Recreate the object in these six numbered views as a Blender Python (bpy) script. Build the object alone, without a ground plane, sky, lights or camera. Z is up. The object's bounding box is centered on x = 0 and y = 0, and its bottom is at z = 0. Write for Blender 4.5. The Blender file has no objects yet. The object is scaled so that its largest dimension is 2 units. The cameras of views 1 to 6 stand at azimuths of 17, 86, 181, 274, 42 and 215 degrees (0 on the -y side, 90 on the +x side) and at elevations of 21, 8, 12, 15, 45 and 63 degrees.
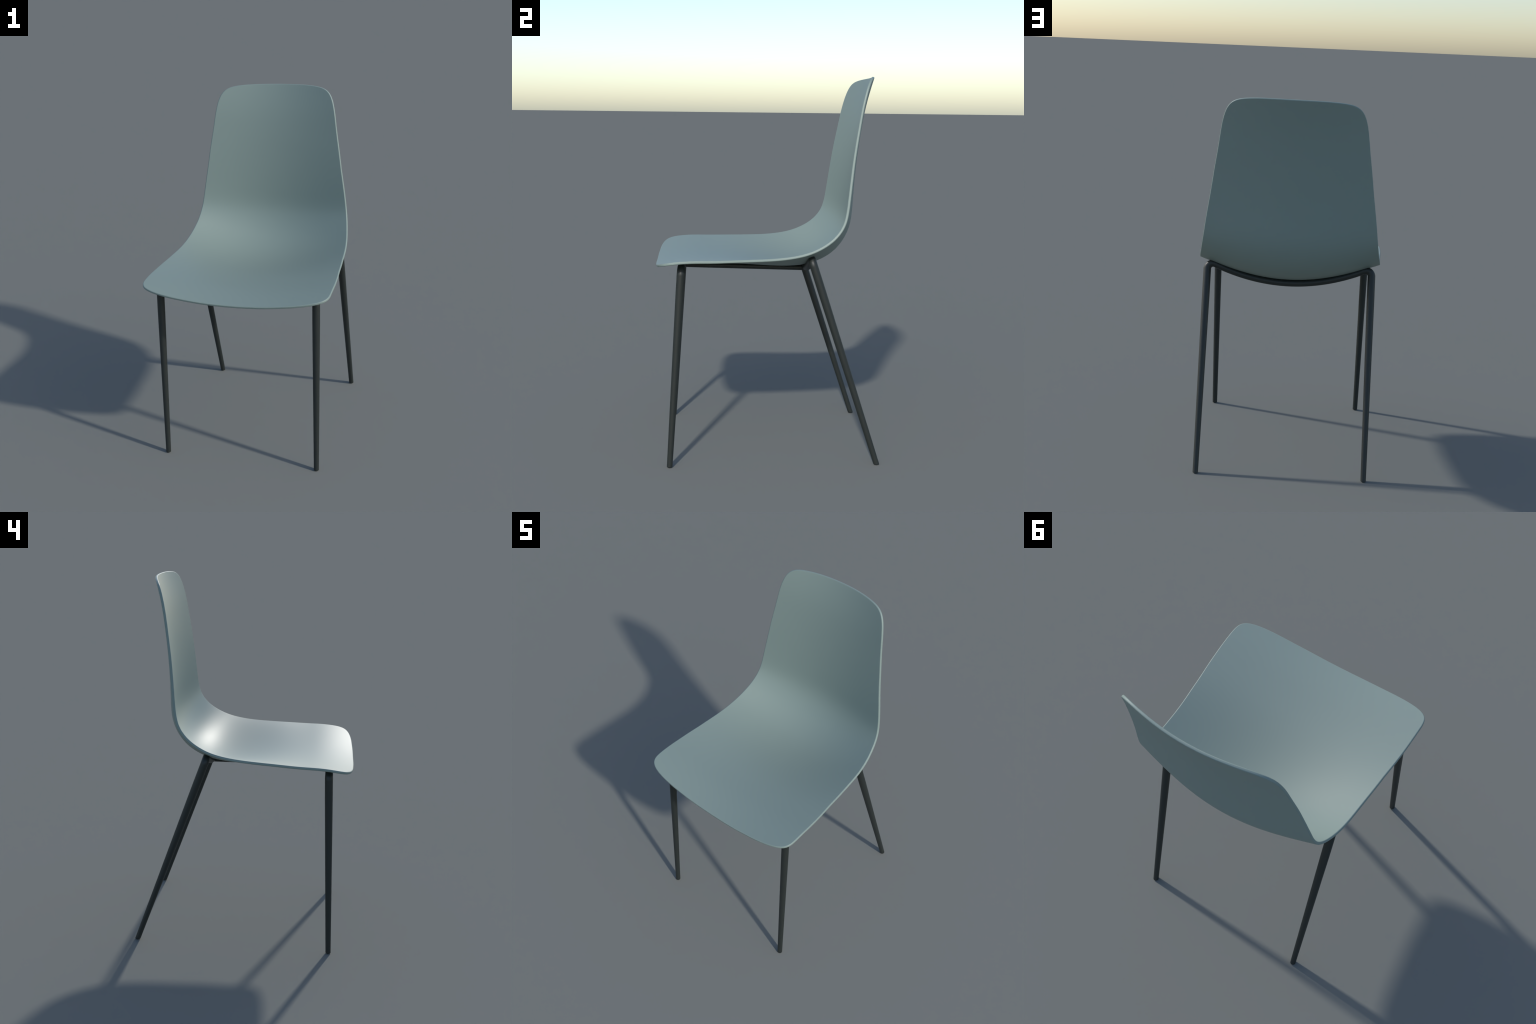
"""A stacking side chair: one moulded plastic shell (seat and backrest in a single
sweep) on a frame of tapered steel tube: two bent leg hoops and two rails."""
import bpy
import numpy as np
from mathutils import Vector

# ---------------------------------------------------------------- dimensions (metres)
# PROFILE: B-spline control points (y, z) of the shell's centre line, from the front
# lip along the seat, round the bend and up the back.
# DISH: how far the sides rise above the centre line at x = 0.45 (B-spline along the
# profile); DISH_BLEND mixes x squared (1) with x to the fourth (0) in the cross-section.
# OUTLINE: B-spline control points (position along the profile 0..1, half width x) of
# the rim: front edge, front corner, side, top corner, top edge.
PROFILE = [
    (-0.5800, 1.0117), (-0.4542, 1.0411), (-0.3117, 1.0362), (-0.1627, 1.0267),
    (-0.0163, 1.0080), (0.1195, 0.9974), (0.2415, 1.0089), (0.3486, 1.0588),
    (0.4151, 1.1325), (0.4575, 1.2331), (0.4599, 1.3574), (0.4674, 1.4895),
    (0.4813, 1.6239), (0.5000, 1.7554), (0.5273, 1.8836), (0.5666, 2.0001),
]
DISH = [0.0325, 0.0261, 0.0421, 0.0902, 0.1064, 0.0602, 0.0601, 0.0558, 0.0780]
DISH_BLEND = [1.1466, 1.1153, 1.0778, 1.1184, 1.2234, 1.2340, 1.2476]
OUTLINE = [
    (0.0000, 0.0000), (0.0000, 0.1657), (0.0012, 0.2362), (0.0021, 0.3572),
    (0.0086, 0.5357), (0.0325, 0.5357), (0.0734, 0.5334), (0.1267, 0.5262),
    (0.1660, 0.5175), (0.2013, 0.5139), (0.2591, 0.5038), (0.3523, 0.4968),
    (0.4836, 0.4804), (0.5665, 0.4724), (0.6912, 0.4502), (0.7786, 0.4233),
    (0.8459, 0.4084), (0.9205, 0.3852), (0.9865, 0.3661), (0.9981, 0.2745),
    (1.0000, 0.0999), (1.0000, 0.0000),
]
WARP = (0.0029, 0.0027)    # the back is very slightly skewed: rim shift, twist
SHELL_THICKNESS = (0.0146, -0.0016)    # at the seat, gained towards the top
RIM_RADIUS = 0.005
SPLIT_AT = 0.47            # seat below, backrest above (position along the profile)

LEG_X = 0.4504             # legs stand in planes parallel to yz
HOOPS = {                  # leg: y at the floor, y gained per metre of height
    # cross beam: its y, height in the middle, rise per square metre sideways
    # radii: foot, knee, beam, bend
    "front": dict(y0=-0.5055, lean=0.0599, beam_y=-0.4435, beam_z=1.0075, rise=0.168,
                  r_foot=0.0146, r_top=0.0214, r_beam=0.0195, bend=0.030),
    "rear": dict(y0=0.5700, lean=-0.3306, beam_y=0.2175, beam_z=0.9845, rise=0.532,
                 r_foot=0.0146, r_top=0.0209, r_beam=0.0195, bend=0.032),
}
RAIL_X, RAIL_R = 0.115, 0.0140


# ---------------------------------------------------------------- splines
def bspline(ctrl, u):
    """Clamped uniform cubic B-spline, continued along its end tangents."""
    ctrl = np.asarray(ctrl, float)
    n, k = len(ctrl), 3
    knots = np.concatenate([np.zeros(k), np.linspace(0, 1, n - k + 1), np.ones(k)])

    def inside(v):
        i = np.clip(np.searchsorted(knots, v, side="right") - 1, k, n - 1)
        basis = np.zeros((len(v), len(knots) - 1))
        basis[np.arange(len(v)), i] = 1.0
        for d in range(1, k + 1):
            nxt = np.zeros_like(basis)
            for j in range(len(knots) - 1 - d):
                a, b = knots[j + d] - knots[j], knots[j + d + 1] - knots[j + 1]
                if a > 0:
                    nxt[:, j] += (v - knots[j]) / a * basis[:, j]
                if b > 0:
                    nxt[:, j] += (knots[j + d + 1] - v) / b * basis[:, j + 1]
            basis = nxt
        return basis[:, :n] @ ctrl

    u = np.asarray(u, float)
    e = 1e-4
    ends = inside(np.array([0, e, 1 - e, 1]))
    lo, hi = np.minimum(u, 0), np.maximum(u - 1, 0)
    if ctrl.ndim == 2:
        lo, hi = lo[:, None], hi[:, None]
    return inside(np.clip(u, 0, 1)) + lo * (ends[1] - ends[0]) / e + hi * (ends[3] - ends[2]) / e


# ---------------------------------------------------------------- shell surface
def towards_top(t):
    q = np.clip((t - 0.6) / 0.4, 0, 1.2)
    return q * q * (1.5 - 0.5 * q)


def shell_middle(t, x):
    """Point of the shell's middle surface at profile position t, sideways x."""
    c = bspline(PROFILE, t)
    e = 1e-4
    d = bspline(PROFILE, t + e) - bspline(PROFILE, t - e)
    d /= np.linalg.norm(d, axis=1)[:, None]
    q = bspline(DISH_BLEND, np.clip(t, 0, 1))
    xx = (x / 0.45) ** 2
    rise = bspline(DISH, t) * xx * (q + (1 - q) * xx) + WARP[1] * x * towards_top(t)
    return np.stack([x, c[:, 0] - d[:, 1] * rise, c[:, 1] + d[:, 0] * rise], -1)


def shell_frame(t, x):
    e = 1.5e-3
    along = shell_middle(t + e, x) - shell_middle(t - e, x)
    across = shell_middle(t, x + e) - shell_middle(t, x - e)
    n = np.cross(across, along)
    return shell_middle(t, x), n / np.linalg.norm(n, axis=1)[:, None]


class MeshBuilder:
    """Collects faces; vertices that coincide become one, each keeps its own normal."""

    def __init__(self):
        self.index, self.co, self.no, self.faces, self.tag = {}, [], [], [], []

    def vert(self, p, n):
        key = tuple(int(round(v * 2e5)) for v in p)
        if key not in self.index:
            self.index[key] = len(self.co)
            self.co.append(tuple(p))
            self.no.append(tuple(n))
        return self.index[key]

    def face(self, ids, tag=0):
        ids = [a for i, a in enumerate(ids) if a != ids[i - 1]]
        if len(set(ids)) == len(ids) >= 3:
            self.faces.append(ids)
            self.tag.append(tag)

    def grid(self, points, normals, closed=False, flip=False, tags=None, row_tags=None):
        rows, cols = points.shape[:2]
        ids = [[self.vert(points[i, j], normals[i, j]) for j in range(cols)] for i in range(rows)]
        for i in range(rows - 1):
            for j in range(cols if closed else cols - 1):
                k = (j + 1) % cols
                q = [ids[i][j], ids[i][k], ids[i + 1][k], ids[i + 1][j]]
                tag = tags[j] if tags is not None else row_tags[i] if row_tags is not None else 0
                self.face(q[::-1] if flip else q, tag)
        return ids

    def make(self, name, material, parent, tag=None):
        faces = [f for f, g in zip(self.faces, self.tag) if tag is None or g == tag]
        used = sorted({i for f in faces for i in f})
        new = {old: k for k, old in enumerate(used)}
        me = bpy.data.meshes.new(name)
        me.from_pydata([self.co[i] for i in used], [], [[new[i] for i in f] for f in faces])
        me.update()
        me.polygons.foreach_set("use_smooth", [True] * len(me.polygons))
        me.normals_split_custom_set_from_vertices([self.no[i] for i in used])
        me.materials.append(material)
        ob = bpy.data.objects.new(name, me)
        bpy.context.scene.collection.objects.link(ob)
        ob.parent = parent
        return ob


def build_shell(material, parent):
    r = RIM_RADIUS
    mb = MeshBuilder()
    for sx in (1, -1):
        rim = bspline(OUTLINE, np.linspace(0, 1, 361))
        tags = (np.arange(len(rim)) >= np.argmin(np.abs(rim[:, 0] - SPLIT_AT))).astype(int)
        x = rim[:, 1] * sx
        t = rim[:, 0] + WARP[0] * x * towards_top(rim[:, 0])
        half = (SHELL_THICKNESS[0] + SHELL_THICKNESS[1] * towards_top(t))[:, None] / 2
        p, n = shell_frame(t, x)
        tangent = np.gradient(p, axis=0)
        tangent[0], tangent[-1] = (sx, 0, 0), (-sx, 0, 0)
        out = np.cross(tangent, n) * sx
        out /= np.linalg.norm(out, axis=1)[:, None]

        # upper face and underside: rows run from a spine on the centre line to the rim
        spine = np.clip(rim[:, 0], 0.03, 0.97)
        k = np.concatenate([np.linspace(0, 0.94, 36), [0.965, 0.985, 1.0]])[:, None]
        tt = spine[None] + (t - spine)[None] * k
        mid, nn = shell_frame(tt.ravel(), (x[None] * k).ravel())
        shape = (len(k), len(t), 3)
        mid, nn = mid.reshape(shape), nn.reshape(shape)
        thick = (SHELL_THICKNESS[0] + SHELL_THICKNESS[1] * towards_top(tt))[:, :, None] / 2
        mid = mid - (k[:, :, None] ** 6) * out[None] * r

        # rounded rim, from the upper face to the lower one
        arc = np.linspace(0, np.pi / 2, 7)
        side = [(np.sin(a) * r - r, half - r + np.cos(a) * r, np.sin(a), np.cos(a)) for a in arc]
        side += [(a, -b, c, -d) for a, b, c, d in side[::-1]]
        edge = np.stack([p + out * a + n * b for a, b, _, _ in side])
        edge_n = np.stack([out * c + n * d for _, _, c, d in side])

        mb.grid(mid + nn * thick, nn, flip=sx > 0, tags=tags)
        mb.grid(edge, edge_n, flip=sx > 0, tags=tags)
        mb.grid(mid - nn * thick, -nn, flip=sx < 0, tags=tags)
    mb.make("seat", material, parent, 0)
    mb.make("backrest", material, parent, 1)


# ---------------------------------------------------------------- tube frame
def tube(path, radius, x_axis, segments=40):
    """Rings along a path; x_axis is a direction never parallel to it."""
    path, radius = np.asarray(path, float), np.asarray(radius, float)
    d = np.gradient(path, axis=0)
    d /= np.linalg.norm(d, axis=1)[:, None]
    u = np.cross(d, np.asarray(x_axis, float))
    u /= np.linalg.norm(u, axis=1)[:, None]
    w = np.cross(d, u)
    a = np.linspace(0, 2 * np.pi, segments, endpoint=False)
    nn = u[:, None] * np.cos(a)[None, :, None] + w[:, None] * np.sin(a)[None, :, None]
    pts = path[:, None] + nn * radius[:, None, None]
    return pts, nn


def hoop_point(h, x, z):
    return np.array([x, h["y0"] + h["lean"] * z, z])


def beam_point(h, x):
    """The beam hugs the dished underside: a parabola in an upright plane."""
    return np.array([x, h["beam_y"], h["beam_z"] + h["rise"] * x * x])


def hoop_path(h):
    """Foot to foot: leg, knee, beam, knee, leg. Returns points, radii and the row
    where the first knee ends."""
    e = 1e-4
    leg_up = np.array([0, h["lean"], 1.0]) / np.hypot(1, h["lean"])
    x_end = LEG_X - h["bend"] * 1.4                     # the beam begins here
    end = beam_point(h, x_end)
    t_end = beam_point(h, x_end + e) - beam_point(h, x_end - e)
    t_end /= np.linalg.norm(t_end)
    z_knee = end[2] + t_end[2] / t_end[0] * (LEG_X - x_end)
    cut = np.linalg.norm(end - hoop_point(h, LEG_X, z_knee))
    foot = hoop_point(h, LEG_X, 0.0)
    start = hoop_point(h, LEG_X, z_knee) - leg_up * cut
    z = np.linspace(0, 1, 40)[:, None]
    leg = foot * (1 - z) + start * z
    turn = np.arccos(np.dot(leg_up, -t_end))
    handle = 4 / 3 * np.tan(turn / 4) * cut / np.tan(turn / 2)
    a, b, c, d = start, start + leg_up * handle, end + t_end * handle, end
    u = np.linspace(0, 1, 25)[1:, None]
    knee = a * (1 - u) ** 3 + 3 * b * u * (1 - u) ** 2 + 3 * c * u * u * (1 - u) + d * u ** 3
    beam = np.array([beam_point(h, v) for v in np.linspace(x_end, 0, 41)[1:]])
    r_leg = h["r_foot"] + (h["r_top"] - h["r_foot"]) * np.minimum(leg[:, 2] / 0.9, 1.0)
    ease = (u * u * (3 - 2 * u))[:, 0]
    r_knee = r_leg[-1] + (h["r_beam"] - r_leg[-1]) * ease
    path = np.concatenate([leg, knee, beam])
    radius = np.concatenate([r_leg, r_knee, np.full(len(beam), h["r_beam"])])
    mirror = np.array([-1.0, 1.0, 1.0])
    split = len(leg) + len(knee) - 1
    return (np.concatenate([path, path[-2::-1] * mirror]),
            np.concatenate([radius, radius[-2::-1]]), split)


def build_hoop(h, material, parent):
    path, radius, split = hoop_path(h)
    pts, nn = tube(path, radius, (0, 1.0, -h["lean"]))
    rows = np.arange(len(path) - 1)
    tags = np.where(rows < split, 0, np.where(rows >= len(rows) - split, 2, 1))
    mb = MeshBuilder()
    soft = 0.003
    down = np.array([0, 0, -1.0])
    for row, nxt, tag in ((0, 1, 0), (-1, -2, 2)):
        # flat foot with a small chamfer, parallel to the floor
        axis = path[nxt] - path[row]
        pts[row] += axis * ((soft - pts[row][:, 2]) / axis[2])[:, None]
        mid = pts[row].mean(0)
        ring, ring_n = [pts[row]], [nn[row]]
        for a in np.linspace(0, np.pi / 2, 5)[1:]:
            flat = (pts[row] - mid) * (1 - soft * (1 - np.cos(a)) / h["r_foot"])
            ring.append(mid + flat + down * soft * np.sin(a))
            ring_n.append(nn[row] * np.cos(a) + down * np.sin(a))
        ring.append(np.repeat([mid + down * soft], len(flat), 0))
        ring_n.append(np.repeat([down], len(flat), 0))
        mb.grid(np.array(ring), np.array(ring_n), closed=True, flip=tag == 0,
                row_tags=[tag] * len(ring))
    mb.grid(pts, nn, closed=True, row_tags=tags)
    mb.make("leg", material, parent, 0)
    mb.make("leg", material, parent, 2)
    mb.make("cross_beam", material, parent, 1)


def build_rails(material, parent):
    front, rear = HOOPS["front"], HOOPS["rear"]
    ends = []
    for h in (front, rear):          # rails lie flush with the bottoms of the beams
        p = beam_point(h, RAIL_X)
        ends.append(p + np.array([0, 0, RAIL_R - h["r_beam"]]))
    k = np.linspace(0, 1, 12)[:, None]
    for sx in (1, -1):
        mb = MeshBuilder()
        pts, nn = tube((ends[0] * (1 - k) + ends[1] * k) * np.array([sx, 1, 1]),
                       np.full(12, RAIL_R), (1, 0, 0), 24)
        mb.grid(pts, nn, closed=True)
        mb.make("rail", material, parent)


# ---------------------------------------------------------------- materials
def principled(name, colour, roughness, specular, grain, bump):
    mat = bpy.data.materials.new(name)
    mat.use_nodes = True
    nt = mat.node_tree
    bsdf = nt.nodes["Principled BSDF"]
    coord = nt.nodes.new("ShaderNodeTexCoord")
    noise = nt.nodes.new("ShaderNodeTexNoise")
    noise.inputs["Scale"].default_value = 900.0
    noise.inputs["Detail"].default_value = 2.0
    nt.links.new(coord.outputs["Object"], noise.inputs["Vector"])
    ramp = nt.nodes.new("ShaderNodeValToRGB")
    for el, f in zip(ramp.color_ramp.elements, (1 - grain, 1 + grain)):
        el.color = (*[c * f for c in colour], 1)
    nt.links.new(noise.outputs["Fac"], ramp.inputs["Fac"])
    nt.links.new(ramp.outputs["Color"], bsdf.inputs["Base Color"])
    if bump:
        b = nt.nodes.new("ShaderNodeBump")
        b.inputs["Strength"].default_value = bump
        b.inputs["Distance"].default_value = 0.0005
        nt.links.new(noise.outputs["Fac"], b.inputs["Height"])
        nt.links.new(b.outputs["Normal"], bsdf.inputs["Normal"])
    bsdf.inputs["Roughness"].default_value = roughness
    bsdf.inputs["Specular IOR Level"].default_value = specular
    return mat


plastic = principled("matte_blue_grey_plastic", (0.216, 0.276, 0.251), 0.50, 0.5, 0.015, 0.0)
steel = principled("black_powder_coated_steel", (0.0165, 0.0212, 0.0195), 0.48, 0.5, 0.02, 0.0)

chair = bpy.data.objects.new("chair", None)
bpy.context.scene.collection.objects.link(chair)
chair["label"] = "grey-blue moulded plastic shell chair on slim black tapered steel legs"
chair["category"] = "chair"

build_shell(plastic, chair)
for hoop in HOOPS.values():
    build_hoop(hoop, steel, chair)
build_rails(steel, chair)
